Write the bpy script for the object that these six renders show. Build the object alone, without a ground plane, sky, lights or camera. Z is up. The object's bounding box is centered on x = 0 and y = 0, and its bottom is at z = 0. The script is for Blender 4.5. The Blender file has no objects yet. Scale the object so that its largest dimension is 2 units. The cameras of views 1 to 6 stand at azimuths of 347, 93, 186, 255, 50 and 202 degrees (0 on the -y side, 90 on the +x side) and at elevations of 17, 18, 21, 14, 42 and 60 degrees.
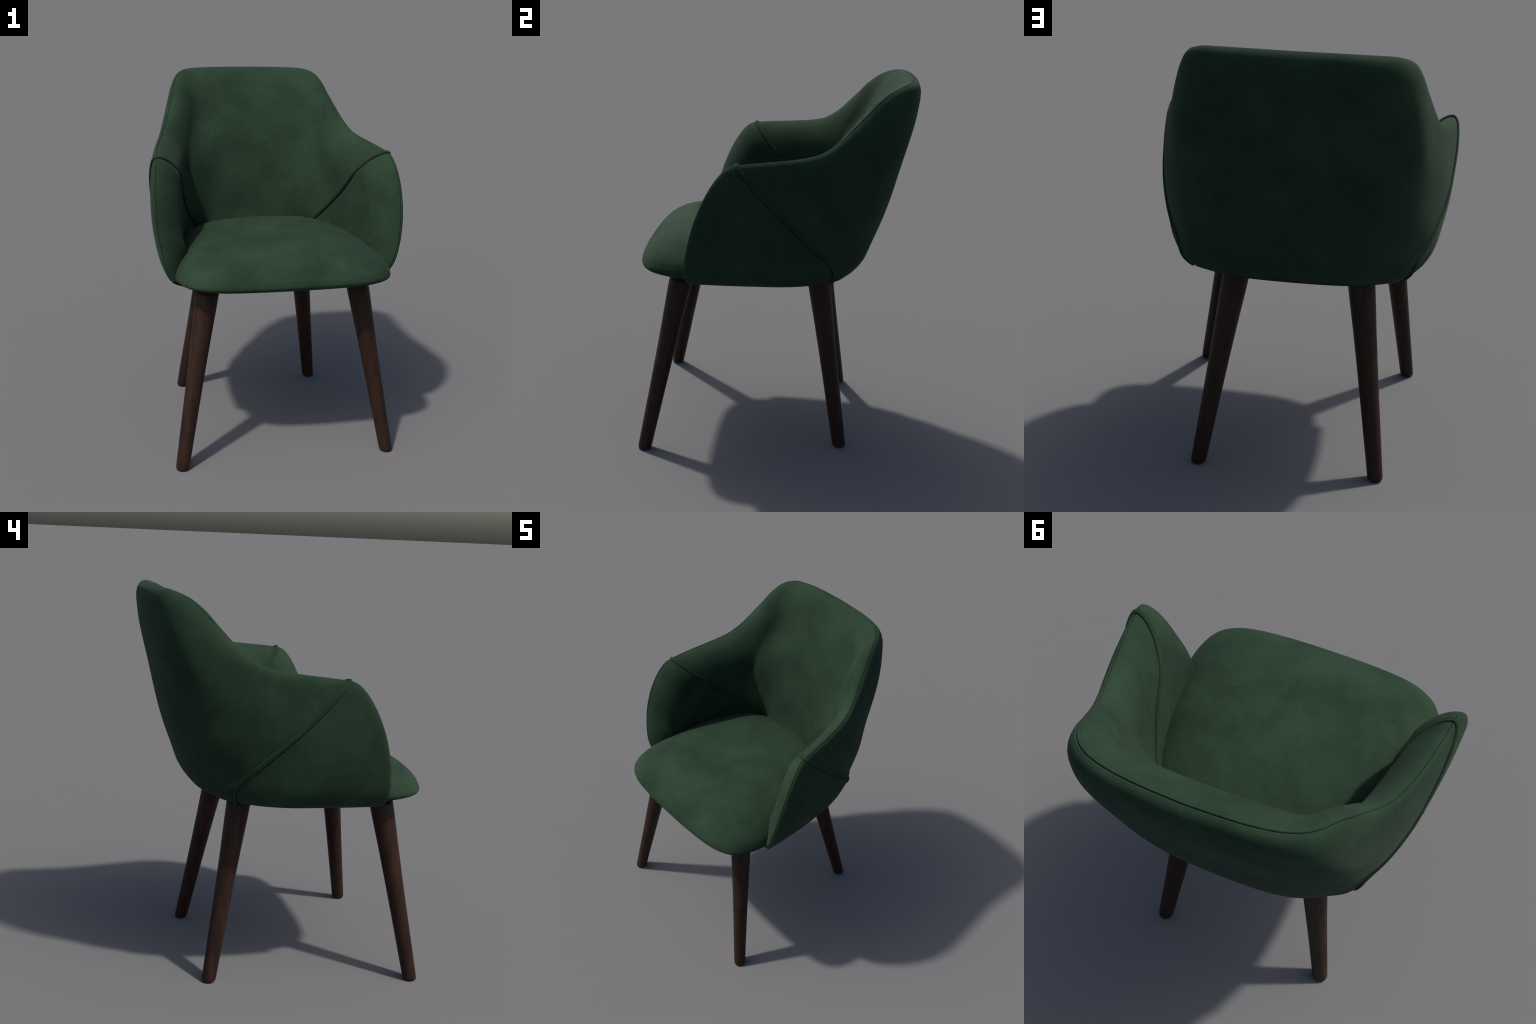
"""Upholstered tub armchair in dark green velvet on four tapered walnut legs."""
import bpy, math
import numpy as np

# ------------------------------------------------------------------ helpers
def spline(xk, yk):
    """Natural cubic spline through (xk, yk); yk may be vectors."""
    xk = np.asarray(xk, float); yk = np.asarray(yk, float)
    n = len(xk); h = np.diff(xk)
    A = np.zeros((n, n)); A[0, 0] = A[-1, -1] = 1.0
    r = np.zeros_like(yk)
    for i in range(1, n - 1):
        A[i, i - 1:i + 2] = h[i - 1], 2 * (h[i - 1] + h[i]), h[i]
        r[i] = 6 * ((yk[i + 1] - yk[i]) / h[i] - (yk[i] - yk[i - 1]) / h[i - 1])
    m = np.linalg.solve(A, r)

    def f(x):
        x = np.asarray(x, float)
        i = np.clip(np.searchsorted(xk, x) - 1, 0, n - 2)
        d0 = x - xk[i]; d1 = xk[i + 1] - x; hh = h[i]
        if yk.ndim > 1:
            d0, d1, hh = d0[..., None], d1[..., None], hh[..., None]
        return ((m[i] * d1 ** 3 + m[i + 1] * d0 ** 3) / (6 * hh)
                + (yk[i] / hh - m[i] * hh / 6) * d1
                + (yk[i + 1] / hh - m[i + 1] * hh / 6) * d0)
    return f


def pchip(xk, yk):
    """Monotone cubic interpolation, clamped outside the range."""
    xk = np.asarray(xk, float); yk = np.asarray(yk, float)
    h = np.diff(xk); s = np.diff(yk) / h
    m = np.zeros_like(yk); m[0], m[-1] = s[0], s[-1]
    for i in range(1, len(xk) - 1):
        if s[i - 1] * s[i] > 0:
            w1, w2 = 2 * h[i] + h[i - 1], h[i] + 2 * h[i - 1]
            m[i] = (w1 + w2) / (w1 / s[i - 1] + w2 / s[i])

    def f(x):
        x = np.clip(np.asarray(x, float), xk[0], xk[-1])
        i = np.clip(np.searchsorted(xk, x) - 1, 0, len(xk) - 2)
        t = (x - xk[i]) / h[i]
        return ((1 + 2 * t) * (1 - t) ** 2 * yk[i] + t * (1 - t) ** 2 * h[i] * m[i]
                + t * t * (3 - 2 * t) * yk[i + 1] + t * t * (t - 1) * h[i] * m[i + 1])
    return f


def grid_normals(G):
    du = np.gradient(G, axis=0); dv = np.gradient(G, axis=1)
    n = np.cross(du, dv)
    return n / np.maximum(np.linalg.norm(n, axis=2, keepdims=True), 1e-9)


def add_mesh(name, verts, faces, mat, parent, smooth=True):
    me = bpy.data.meshes.new(name)
    me.from_pydata([tuple(v) for v in verts], [], [tuple(f) for f in faces])
    me.materials.append(mat)
    if smooth:
        me.polygons.foreach_set("use_smooth", [True] * len(me.polygons))
    me.update()
    ob = bpy.data.objects.new(name, me)
    bpy.context.scene.collection.objects.link(ob)
    ob.parent = parent
    return ob


def grid_faces(nu, nv, wrap_u=False, wrap_v=False, flip=False):
    F = []
    for i in range(nu if wrap_u else nu - 1):
        for j in range(nv if wrap_v else nv - 1):
            i2, j2 = (i + 1) % nu, (j + 1) % nv
            q = (i * nv + j, i2 * nv + j, i2 * nv + j2, i * nv + j2)
            F.append(q[::-1] if flip else q)
    return F


def weight_normals(ob, angle=50):
    ob.data.polygons.foreach_set("use_smooth", [True] * len(ob.data.polygons))
    ob.data.set_sharp_from_angle(angle=math.radians(angle))


# ---------------------------------------------------------------- materials
def velvet(name, shift=(0, 0, 0)):
    m = bpy.data.materials.new(name); m.use_nodes = True
    nt = m.node_tree; N = nt.nodes; L = nt.links
    b = N["Principled BSDF"]
    tc = N.new("ShaderNodeTexCoord")
    mp = N.new("ShaderNodeMapping"); mp.inputs["Location"].default_value = shift
    L.new(tc.outputs["Object"], mp.inputs["Vector"])

    def noise(scale, detail, rough, dist=0.0):
        n = N.new("ShaderNodeTexNoise")
        n.inputs["Scale"].default_value = scale
        n.inputs["Detail"].default_value = detail
        n.inputs["Roughness"].default_value = rough
        n.inputs["Distortion"].default_value = dist
        L.new(mp.outputs["Vector"], n.inputs["Vector"])
        return n

    def ramp(src, stops):
        r = N.new("ShaderNodeValToRGB")
        e = r.color_ramp.elements
        e[0].position, e[0].color = stops[0][0], (*stops[0][1], 1)
        e[1].position, e[1].color = stops[-1][0], (*stops[-1][1], 1)
        for p, c in stops[1:-1]:
            k = e.new(p); k.color = (*c, 1)
        L.new(src, r.inputs["Fac"])
        return r
    big = noise(5.0, 4.0, 0.58, 0.12)          # brushed cloudy patches of the pile
    fine = noise(60.0, 3.0, 0.6)              # short mottling
    base = ramp(big.outputs["Fac"], [(0.30, PILE_DARK), (0.5, PILE_MID), (0.70, PILE_LIGHT)])
    grain = ramp(fine.outputs["Fac"], [(0.3, (0.90,) * 3), (0.7, (1.08,) * 3)])
    mix = N.new("ShaderNodeMix"); mix.data_type = 'RGBA'; mix.blend_type = 'MULTIPLY'
    mix.inputs["Factor"].default_value = 1.0
    L.new(base.outputs["Color"], mix.inputs["A"]); L.new(grain.outputs["Color"], mix.inputs["B"])
    L.new(mix.outputs["Result"], b.inputs["Base Color"])
    b.inputs["Roughness"].default_value = 0.9
    b.inputs["Specular IOR Level"].default_value = 0.16
    b.inputs["Sheen Weight"].default_value = SHEEN
    b.inputs["Sheen Roughness"].default_value = 0.45
    b.inputs["Sheen Tint"].default_value = (0.75, 0.95, 0.80, 1)
    weave = noise(420.0, 2.0, 0.5)
    bp = N.new("ShaderNodeBump"); bp.inputs["Strength"].default_value = 0.08
    bp.inputs["Distance"].default_value = 0.002
    L.new(weave.outputs["Fac"], bp.inputs["Height"]); L.new(bp.outputs["Normal"], b.inputs["Normal"])
    return m


def walnut(name):
    m = bpy.data.materials.new(name); m.use_nodes = True
    nt = m.node_tree; N = nt.nodes; L = nt.links
    b = N["Principled BSDF"]
    tc = N.new("ShaderNodeTexCoord")
    mp = N.new("ShaderNodeMapping"); mp.inputs["Scale"].default_value = (22, 22, 1.6)
    L.new(tc.outputs["Object"], mp.inputs["Vector"])
    n = N.new("ShaderNodeTexNoise"); n.inputs["Scale"].default_value = 1.6
    n.inputs["Detail"].default_value = 5; n.inputs["Distortion"].default_value = 0.8
    L.new(mp.outputs["Vector"], n.inputs["Vector"])
    r = N.new("ShaderNodeValToRGB"); e = r.color_ramp.elements
    e[0].position, e[0].color = 0.3, (0.0150, 0.0070, 0.0045, 1)
    e[1].position, e[1].color = 0.72, (0.036, 0.0155, 0.0095, 1)
    L.new(n.outputs["Fac"], r.inputs["Fac"]); L.new(r.outputs["Color"], b.inputs["Base Color"])
    b.inputs["Roughness"].default_value = 0.48
    b.inputs["Specular IOR Level"].default_value = 0.22
    bp = N.new("ShaderNodeBump"); bp.inputs["Strength"].default_value = 0.06
    bp.inputs["Distance"].default_value = 0.002
    L.new(n.outputs["Fac"], bp.inputs["Height"]); L.new(bp.outputs["Normal"], b.inputs["Normal"])
    return m


PILE_DARK = (0.0115, 0.0275, 0.0150)
PILE_MID = (0.0158, 0.0368, 0.0200)
PILE_LIGHT = (0.0205, 0.0452, 0.0255)
SHEEN = 0.03
M_VELVET = velvet("green_velvet")
M_SEAT = velvet("green_velvet_seat", (3.1, 1.7, 0.4))
M_CORD = velvet("green_velvet_cord", (7.3, 2.2, 5.0))
M_WOOD = walnut("dark_walnut")

chair = bpy.data.objects.new("armchair", None)
bpy.context.scene.collection.objects.link(chair)
chair["label"] = "dark green velvet tub armchair with tapered walnut legs"
chair["category"] = "armchair"

# ------------------------------------------------- the tub: outer skin P(a, z)
# horizontal half contours, from the middle of the back (a=0) round the corner
# to the front of the arm (a=8)
CONTOURS = {
    0.94: [(0, .375), (.15, .37), (.28, .35), (.37, .318), (.425, .280), (.475, .14), (.500, -.05), (.512, -.25), (.515, -.47)],
    0.965: [(0, .420), (.165, .414), (.295, .392), (.390, .352), (.455, .300), (.532, .14), (.560, -.05), (.576, -.25), (.580, -.47)],
    1.00: [(0, .464), (.18, .457), (.317, .428), (.417, .382), (.490, .323), (.568, .15), (.602, -.03), (.620, -.25), (.620, -.47)],
    1.10: [(0, .517), (.19, .508), (.338, .475), (.433, .415), (.506, .342), (.594, .18), (.636, 0), (.660, -.22), (.662, -.47)],
    1.20: [(0, .554), (.20, .544), (.354, .506), (.443, .454), (.516, .378), (.604, .19), (.652, 0), (.678, -.22), (.684, -.47)],
    1.40: [(0, .615), (.21, .605), (.359, .569), (.449, .514), (.522, .424), (.611, .22), (.660, .01), (.690, -.2), (.698, -.42)],
    1.60: [(0, .660), (.21, .652), (.360, .626), (.446, .581), (.513, .495), (.580, .30), (.630, .10), (.662, -.1), (.681, -.32)],
    1.80: [(0, .707), (.21, .699), (.353, .674), (.434, .633), (.489, .552), (.527, .40), (.558, .25), (.584, .10), (.61, -.05)],
    1.93: [(0, .726), (.20, .716), (.342, .691), (.419, .649), (.468, .572), (.494, .45), (.512, .33), (.53, .2), (.55, .05)],
    2.02: [(0, .732), (.20, .722), (.337, .696), (.414, .655), (.462, .580), (.485, .46), (.498, .35), (.515, .22), (.53, .08)],
}
ZK = np.array(sorted(CONTOURS)); AK = np.arange(9.0)
_in_z = spline(ZK, np.array([CONTOURS[z] for z in ZK]).reshape(len(ZK), 18))


def contour(z):
    """Spline over a of the half contour at one height."""
    return spline(AK, _in_z(np.array([z]))[0].reshape(9, 2))


def skin(a, z):
    """Outer skin point for scalar a, z."""
    p = contour(z)(np.array([a]))[0]
    return np.array([p[0], p[1], z])


def a_at_y(y, z):
    """Contour parameter on the side where the contour reaches depth y."""
    aa = np.linspace(3.0, 8.6, 300)
    yy = contour(z)(aa)[:, 1]
    return float(np.interp(-y, -yy, aa))


# seam between backrest and arm: nearly the plane y + z = 1.40, hooking at the bottom
seam_y = spline([.94, .963, 1.0, 1.035, 1.075, 1.12, 1.253, 1.38, 1.523, 1.615],
                [.255, .292, .319, .325, .308, .273, .149, .021, -.110, -.190])
# crest (rim) height by angle round the point (0, -0.3)
rim_z = pchip([0, 8, 14, 20.5, 24, 26.8, 29.8, 33, 37.7, 41.5, 45.3, 49, 54, 61.6, 73.3, 80.2, 90],
              [2.0, 2.0, 1.999, 1.995, 1.984, 1.964, 1.920, 1.858, 1.782, 1.728, 1.688, 1.662, 1.646, 1.633, 1.619, 1.610, 1.60])
NT = 90           # raw samples on one side of a section
Z_BASE = 0.970
Z_ARM = 1.612


def crest_of(a):
    """Height where the line a = const meets the rim."""
    z = 1.8
    for _ in range(40):
        p = skin(a, min(z, 2.02))
        zn = float(rim_z(math.degrees(math.atan2(p[0], p[1] + 0.3))))
        z += 0.5 * (zn - z)
    return z


T_RAW = 1 - (1 - np.linspace(0, 1, NT)) ** 1.6


def section(outer, pad, length, ro, ho, roll_h, roll_p):
    """Closed-over section: outer skin rounded at the crest, then the fat inner roll.
    outer: (NT,3) skin points; pad: inward vectors to the full depth of the padding."""
    h = (1 - T_RAW) * length                      # distance below the crest
    unit = pad / np.linalg.norm(pad, axis=1, keepdims=True)
    k = np.clip(1 - h / ho, 0, 1)
    o = outer + unit * (ro * (1 - np.sqrt(1 - k ** 2)))[:, None]
    k = np.clip(1 - h / roll_h, 0, 1)
    i = outer + unit * ro + (pad - unit * ro) * ((1 - k ** roll_p) ** (1 / roll_p))[:, None]
    return o, i[::-1]


def dress(o, i, lo, li):
    """Resample outer and inner halves to arc lengths lo, li (fractions / metres from crest)."""
    def res(p, from_end):
        seg = np.r_[0, np.cumsum(np.linalg.norm(np.diff(p, axis=0), axis=1))]
        return seg
    so = res(o, True); s_out = so[-1] - so          # distance from crest on the outer half
    si = res(i, False)
    out = np.array([np.interp(lo(so[-1]), s_out[::-1], o[::-1, c]) for c in range(3)]).T
    inn = np.array([np.interp(li(si[-1]), si, i[:, c]) for c in range(3)]).T
    return np.vstack([out, inn])


# positions measured in metres from the crest seam: dense near it
NEAR = np.r_[np.arange(0, .0055, .0007), np.arange(.006, .0201, .001), .022, .025, .029, .034, .040]
U_FAR = np.linspace(0, 1, 34)[1:]


def away(total):
    near = NEAR * min(1.0, total * 0.5 / NEAR[-1])
    far = near[-1] + (total - near[-1]) * (U_FAR ** 1.15)
    return np.r_[near, far]


def outer_pos(total):
    return away(total)[::-1]


def inner_pos(total):
    return away(total)[1:]


CREST = len(NEAR) + len(U_FAR) - 1     # column of the crest seam


def seam_relief(G):
    """Press the sewn groove and its two stitch lines into the crest; puff beside it."""
    N = grid_normals(G)
    seg = np.linalg.norm(np.diff(G, axis=1), axis=2)
    s = np.concatenate([np.zeros((len(G), 1)), np.cumsum(seg, axis=1)], axis=1)
    l = s - s[:, CREST:CREST + 1]
    d = -.0080 * np.exp(-(l / .0021) ** 2) - .0009 * np.exp(-((np.abs(l) - .0130) / .0015) ** 2)
    return N, d


def end_tuck(G, row, depth, width):
    m = np.linalg.norm(G - G[row][None], axis=2)
    return -depth * np.exp(-(m / width) ** 2)


# ------------------------------------------------------------ backrest shell
def back_sections():
    # sigma: 0 middle of the back .. 1 seam
    sig = np.unique(np.r_[np.linspace(0, .94, 90), np.linspace(.94, 1, 28)])
    outer, crest = [], []
    for sg in sig:
        zr = crest_of(sg * a_at_y(float(seam_y(Z_ARM)), Z_ARM))
        zb = Z_BASE + .024 * (1 - sg ** 2)
        outer.append(np.array([skin(sg * A_SEAM(t), zb + t * (zr - zb)) for t in T_RAW]))
        crest.append(zr)
    outer = np.array(outer)
    # inner skin: a soft superelliptic hollow from the middle of the back to the arm seam
    mid_y = outer[0][:, 1] - BACK_D(T_RAW)
    end_x = outer[-1][:, 0] - ARM_D(T_RAW); end_y = outer[-1][:, 1]
    hollows, layers = [], []
    for k, sg in enumerate(sig):
        w = sg * math.pi / 2
        m = HOLLOW(T_RAW)
        S, C = math.sin(w) ** (2 / m), max(math.cos(w), 0.0) ** (2 / m)
        y = end_y + (mid_y - end_y) * C
        x = end_x * S - FLARE(T_RAW) * (y - end_y) * S
        hollow = np.c_[x, y, outer[k][:, 2]]
        # higher up the padding thins to an even layer that follows the shell
        th = math.radians(float(INWARD(sg)))
        layer = outer[k] + np.array([-math.sin(th), -math.cos(th), 0.0]) * (
            (1 - sg ** 3) * BACK_D(T_RAW) * float(WING(sg)) + sg ** 3 * ARM_D(T_RAW))[:, None]
        hollows.append(hollow); layers.append(layer)
    # padding rounds every inside corner: Gaussian smoothing along sigma, mirrored at the middle
    def soften(rows, reach):
        rows = np.array(rows)
        fs = np.r_[-sig[1:][::-1], sig]
        full = np.concatenate([rows[1:][::-1] * np.array([-1, 1, 1]), rows])
        P = np.concatenate([2 * full[0] - full[58:0:-1], full, 2 * full[-1] - full[-2:-60:-1]])
        S = np.r_[2 * fs[0] - fs[58:0:-1], fs, 2 * fs[-1] - fs[-2:-60:-1]]
        width = np.gradient(S)
        out = []
        for sg in sig:
            wt = np.exp(-((S - sg) / reach) ** 2) * width
            out.append((P * (wt / wt.sum())[:, None, None]).sum(0))
        return np.array(out)
    g = THIN(T_RAW)[None, :, None]
    soft = soften(np.array(hollows) * (1 - g) + soften(layers, .15) * g, .11)
    soft[:, :, 2] = outer[:, :, 2]
    half = []
    for k, sg in enumerate(sig):
        w = 1 - sg ** 3
        ro = .018 + .030 * float(RO_W(sg)); ho = .040 + .047 * float(RO_W(sg))
        o, i = section(outer[k], soft[k] - outer[k], crest[k] - Z_BASE, ro, ho, .16 + .07 * float(WIDE(sg)), 1.6 + .3 * w)
        half.append(dress(o, i, outer_pos, inner_pos))
    half = np.array(half)
    mir = half[1:][::-1].copy(); mir[:, :, 0] *= -1
    return np.concatenate([mir, half])


HOLLOW = pchip([0, .2, .4, .6, .8, 1], [1.9, 2.0, 2.3, 2.9, 3.7, 4.0])
INWARD = pchip([0, .17, .35, .5, .65, .8, .9, 1], [0, 4, 18, 38, 58, 76, 85, 90])
WING = pchip([0, .22, .42, .55, .75, 1], [1, 1.0, .91, .83, .85, 1])
WIDE = pchip([0, .2, .4, .6, .85, 1], [0, .4, 1, .8, .2, 0])
THIN = pchip([0, .42, .65, .85, 1], [0, .03, .50, .84, .95])
FLARE = pchip([0, .3, .6, 1], [.20, .17, .10, .06])
_ts = np.linspace(0, 1, 60)
A_SEAM = spline(_ts, np.array([a_at_y(float(seam_y(Z_BASE + t * (Z_ARM - Z_BASE))), Z_BASE + t * (Z_ARM - Z_BASE)) for t in _ts]))
ARM_D = pchip([0, .3, .5, .7, 1], [.185, .182, .178, .172, .168])
BACK_D = pchip([0, .2, .35, .5, .65, .8, 1], [.222, .230, .244, .241, .229, .198, .150])
RO_W = pchip([0, .35, .5, .62, .75, 1], [1, 1, .9, .5, .15, 0])

G = back_sections()
SEAM_LOOP = G[-1].copy()
N, d = seam_relief(G)
# outward sign: normal at mid back must point to +y
if N[len(G) // 2, 10, 1] < 0:
    N = -N; flip_back = True
else:
    flip_back = False
d = d + end_tuck(G, 0, .003, .010) + end_tuck(G, -1, .003, .010)
Gb = G + N * d[..., None]
V = Gb.reshape(-1, 3); nu, nv = Gb.shape[:2]
F = grid_faces(nu, nv, flip=flip_back)
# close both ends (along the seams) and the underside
backrest = add_mesh("backrest", V, F, M_VELVET, chair)


# ---------------------------------------------------------------- arm panels
FRONT = spline([0, .12, .24, .38, .52, .66, .80, .92, 1.0],
               np.array([(-.190, 1.612), (-.240, 1.588), (-.290, 1.531), (-.337, 1.450), (-.379, 1.352),
                         (-.412, 1.243), (-.436, 1.130), (-.445, 1.045), (-.440, .990)]))
BASE_Y = pchip([0, .25, .5, .75, .9, 1.0], [float(seam_y(Z_BASE)), .10, -.06, -.25, -.36, -.415])


def arm_sections():
    u = np.unique(np.r_[np.linspace(0, .05, 24), np.linspace(.05, 1, 90)])
    rows = []
    for k in u:
        E = FRONT(np.array([k]))[0]
        pts = []
        by = float(BASE_Y(k)); bz = Z_BASE - .024 * min(1.0, k / .4) ** 1.3
        blend = max(0.0, 1 - k / .5) ** 2          # sections start on the hooked seam
        for t in T_RAW:
            y = by + t * (E[0] - by); z = bz + t * (E[1] - bz)
            if blend > 0:
                zs = Z_BASE + t * (Z_ARM - Z_BASE)
                bend = float(seam_y(zs)) - (float(seam_y(Z_BASE)) + t * (float(seam_y(Z_ARM)) - float(seam_y(Z_BASE))))
                y += bend * blend
            pts.append(skin(a_at_y(y, z), z))
        pts = np.array(pts)
        length = np.linalg.norm(np.diff(pts, axis=0), axis=1).sum()
        n = np.array([-1.0, 0, 0])
        scale = min(1.0, length / .42)
        low = np.clip(1 - T_RAW / .6, 0, 1) * min(1.0, k / .3)      # thinner low down, beside the seat
        D = ARM_D(T_RAW) * scale * (1 - .26 * low) * (1 - .11 * math.exp(-((k - .6) / .22) ** 2))
        hz = (E[1] - bz) if k < .01 else length
        hz = (1 - min(1, k / .15)) * (Z_ARM - Z_BASE) + min(1, k / .15) * length
        o, i = section(pts, n * D[:, None], hz, min(.018, .2 * length), min(.040, .4 * length), min(.16, .75 * length), 1.6)
        rows.append(dress(o, i, outer_pos, inner_pos))
    return np.array(rows)


A = arm_sections()
N, d = seam_relief(A)
if N[10, 10, 0] < 0:
    N = -N; flip_arm = True
else:
    flip_arm = False
d = d + end_tuck(A, 0, .015, .012)
Aa = A + N * d[..., None]
nu, nv = Aa.shape[:2]
for sgn in (1, -1):
    V = Aa.reshape(-1, 3) * np.array([sgn, 1, 1])
    F = grid_faces(nu, nv, flip=flip_arm ^ (sgn < 0))
    cap = [(nu - 1) * nv + j for j in range(nv)]
    F.append(tuple(cap))
    add_mesh("armrest", V, F, M_VELVET, chair)

# ------------------------------------------------- welt cord along each seam
def welt():
    """Double-ridged welt swept round the seam loop."""
    loop = SEAM_LOOP
    seg = np.r_[0, np.cumsum(np.linalg.norm(np.diff(loop, axis=0), axis=1))]
    s = np.linspace(0, seg[-1], 420)
    P = np.array([np.interp(s, seg, loop[:, c]) for c in range(3)]).T
    for _ in range(6):
        P[1:-1] = .25 * P[:-2] + .5 * P[1:-1] + .25 * P[2:]
    T = np.gradient(P, axis=0); T /= np.linalg.norm(T, axis=1, keepdims=True)
    # surface normal from the shell grid at its last row
    Nn = grid_normals(G)[-1] * (-1 if flip_back else 1)
    Nn = np.array([np.interp(s, seg, Nn[:, c]) for c in range(3)]).T
    for _ in range(8):
        Nn[1:-1] = .25 * Nn[:-2] + .5 * Nn[1:-1] + .25 * Nn[2:]
    Nn -= (Nn * T).sum(1, keepdims=True) * T
    Nn /= np.linalg.norm(Nn, axis=1, keepdims=True)
    B = np.cross(T, Nn)
    # profile: two half-round ridges side by side (b across, h up)
    prof = []
    r = .0052
    for c in (-r * .92, r * .92):
        for ang in np.linspace(math.pi * .95, math.pi * .05, 9):
            prof.append((c + r * math.cos(ang), .0025 + .0068 * math.sin(ang)))
    prof = [(-.0095, -.010)] + prof + [(.0095, -.010)]
    prof = np.array(prof)
    R = P[:, None] + B[:, None] * prof[None, :, :1] + Nn[:, None] * prof[None, :, 1:]
    return R


W = welt()
nu, nv = W.shape[:2]
for sgn in (1, -1):
    V = W.reshape(-1, 3) * np.array([sgn, 1, 1])
    F = grid_faces(nu, nv, wrap_v=True, flip=(sgn > 0))
    F += [tuple(range(nv)), tuple((nu - 1) * nv + j for j in range(nv))]
    add_mesh("welt", V, F, M_CORD, chair)

# -------------------------------------------------------------------- seat
SEAT_C = np.array([0.0, -.20])
EDGE = [(0, -.726), (.16, -.724), (.32, -.713), (.432, -.691), (.514, -.648), (.562, -.58), (.585, -.49), (.588, -.38),
        (.575, -.22), (.545, -.05), (.495, .12), (.415, .255), (.32, .325), (.17, .352), (0, .358)]
_e = np.array(EDGE); _mir = _e[1:-1][::-1] * np.array([-1, 1])
_loop = np.vstack([_e, _mir])
_loop = np.vstack([_loop[-3:], _loop, _loop[:4]])
_q = np.arange(len(_loop)) - 3.0
edge_curve = spline(_q, _loop)
NA, NR = 224, 46
ang = np.linspace(0, len(EDGE) + len(_mir), NA, endpoint=False)
E2 = edge_curve(ang)
z_edge = pchip([-.75, -.6, -.45, -.2, .0, .4], [1.018, 1.014, 1.010, 1.028, 1.045, 1.05])
z_top = pchip([-.75, -.35, -.2, 0, .2, .4], [1.19, 1.193, 1.193, 1.192, 1.186, 1.18])
rings = []
rho_top = 1 - (1 - np.linspace(0, 1, NR)) ** 1.0
rho_top = np.sin(np.linspace(0, 1, NR) * math.pi / 2)      # dense at the rim
for r in rho_top:
    xy = SEAT_C + (E2 - SEAT_C) * r
    ze = z_edge(E2[:, 1]); zt = z_top(xy[:, 1])
    rise = (1 - r ** 3.3) ** .64
    rings.append(np.c_[xy, ze + (zt - ze) * rise])
for k in np.linspace(0, 1, 16)[1:]:                         # underside curl
    inset = .24 * k ** 2
    drop = .054 * k ** .9
    xy = SEAT_C + (E2 - SEAT_C) * (1 - inset)
    rings.append(np.c_[xy, z_edge(E2[:, 1]) - drop])
R = np.array(rings)
# faint settled hollows so the pad is not a perfect dome
wob = .004 * np.sin(5.1 * R[..., 0] + 1.0) * np.sin(4.3 * R[..., 1] + .6)
R[..., 2] += wob * (R[..., 2] > 1.05)
V = R.reshape(-1, 3)
F = grid_faces(len(R), NA, wrap_v=True)
F.append(tuple(range((len(R) - 1) * NA, len(R) * NA)))
seat = add_mesh("seat", V, F, M_SEAT, chair)
import bmesh
for ob in [o for o in bpy.data.objects if o.type == 'MESH']:
    bm = bmesh.new(); bm.from_mesh(ob.data)
    if ob.name.startswith(("seat", "welt")):
        bmesh.ops.remove_doubles(bm, verts=bm.verts, dist=1e-6)
        bmesh.ops.recalc_face_normals(bm, faces=bm.faces)
    bm.to_mesh(ob.data); bm.free()

# underside board, closes the tub from below
bz = Z_BASE + .004
bc = contour(bz + .004)(np.linspace(0, 7.5, 60)) * np.array([.985, .985])
pl = np.vstack([bc, (bc * np.array([-1, 1]))[::-1]])
n = len(pl)
V = np.vstack([np.c_[pl, np.full(n, bz)], np.c_[pl, np.full(n, bz + .03)]])
F = [tuple(range(n))[::-1], tuple(range(n, 2 * n))] + [(i, (i + 1) % n, n + (i + 1) % n, n + i) for i in range(n)]
add_mesh("seat_base", V, F, M_CORD, chair, smooth=False)

# -------------------------------------------------------------------- legs
def leg_mesh():
    """Tapered round leg along local +z, length 1 in z, rounded foot."""
    prof = [(0, 0), (.020, 0), (.029, .0015), (.0335, .006), (.0352, .013), (.0362, .03), (.0395, .2), (.0430, .38),
            (.0470, .55), (.0520, .72), (.0575, .86), (.0605, .95), (.061, 1.0), (0, 1.0)]
    na = 40
    V, F = [], []
    for r, z in prof:
        for k in range(na):
            a = 2 * math.pi * k / na
            V.append((1.03 * r * math.cos(a), 1.03 * r * math.sin(a), z))
    F = grid_faces(len(prof), na, wrap_v=True, flip=True)
    me = bpy.data.meshes.new("leg"); me.from_pydata(V, [], F); me.materials.append(M_WOOD)
    bm = bmesh.new(); bm.from_mesh(me)
    bmesh.ops.remove_doubles(bm, verts=bm.verts, dist=1e-6)
    bmesh.ops.recalc_face_normals(bm, faces=bm.faces)
    bm.to_mesh(me); bm.free()
    me.polygons.foreach_set("use_smooth", [True] * len(me.polygons))
    return me


from mathutils import Matrix
LEG = leg_mesh()
LEG_H = .96
for (fx, fy), (tx, ty) in (((.578, -.661), (.413, -.484)), ((.421, .400), (.279, .235))):
    for sgn in (1, -1):
        ob = bpy.data.objects.new("leg", LEG)
        bpy.context.scene.collection.objects.link(ob)
        # shear so that the foot stands flat on the floor
        M = Matrix(((1, 0, sgn * (tx - fx), sgn * fx - .009), (0, 1, ty - fy, fy), (0, 0, LEG_H, 0), (0, 0, 0, 1)))
        ob.data = LEG.copy(); ob.data.transform(M)
        ob.parent = chair
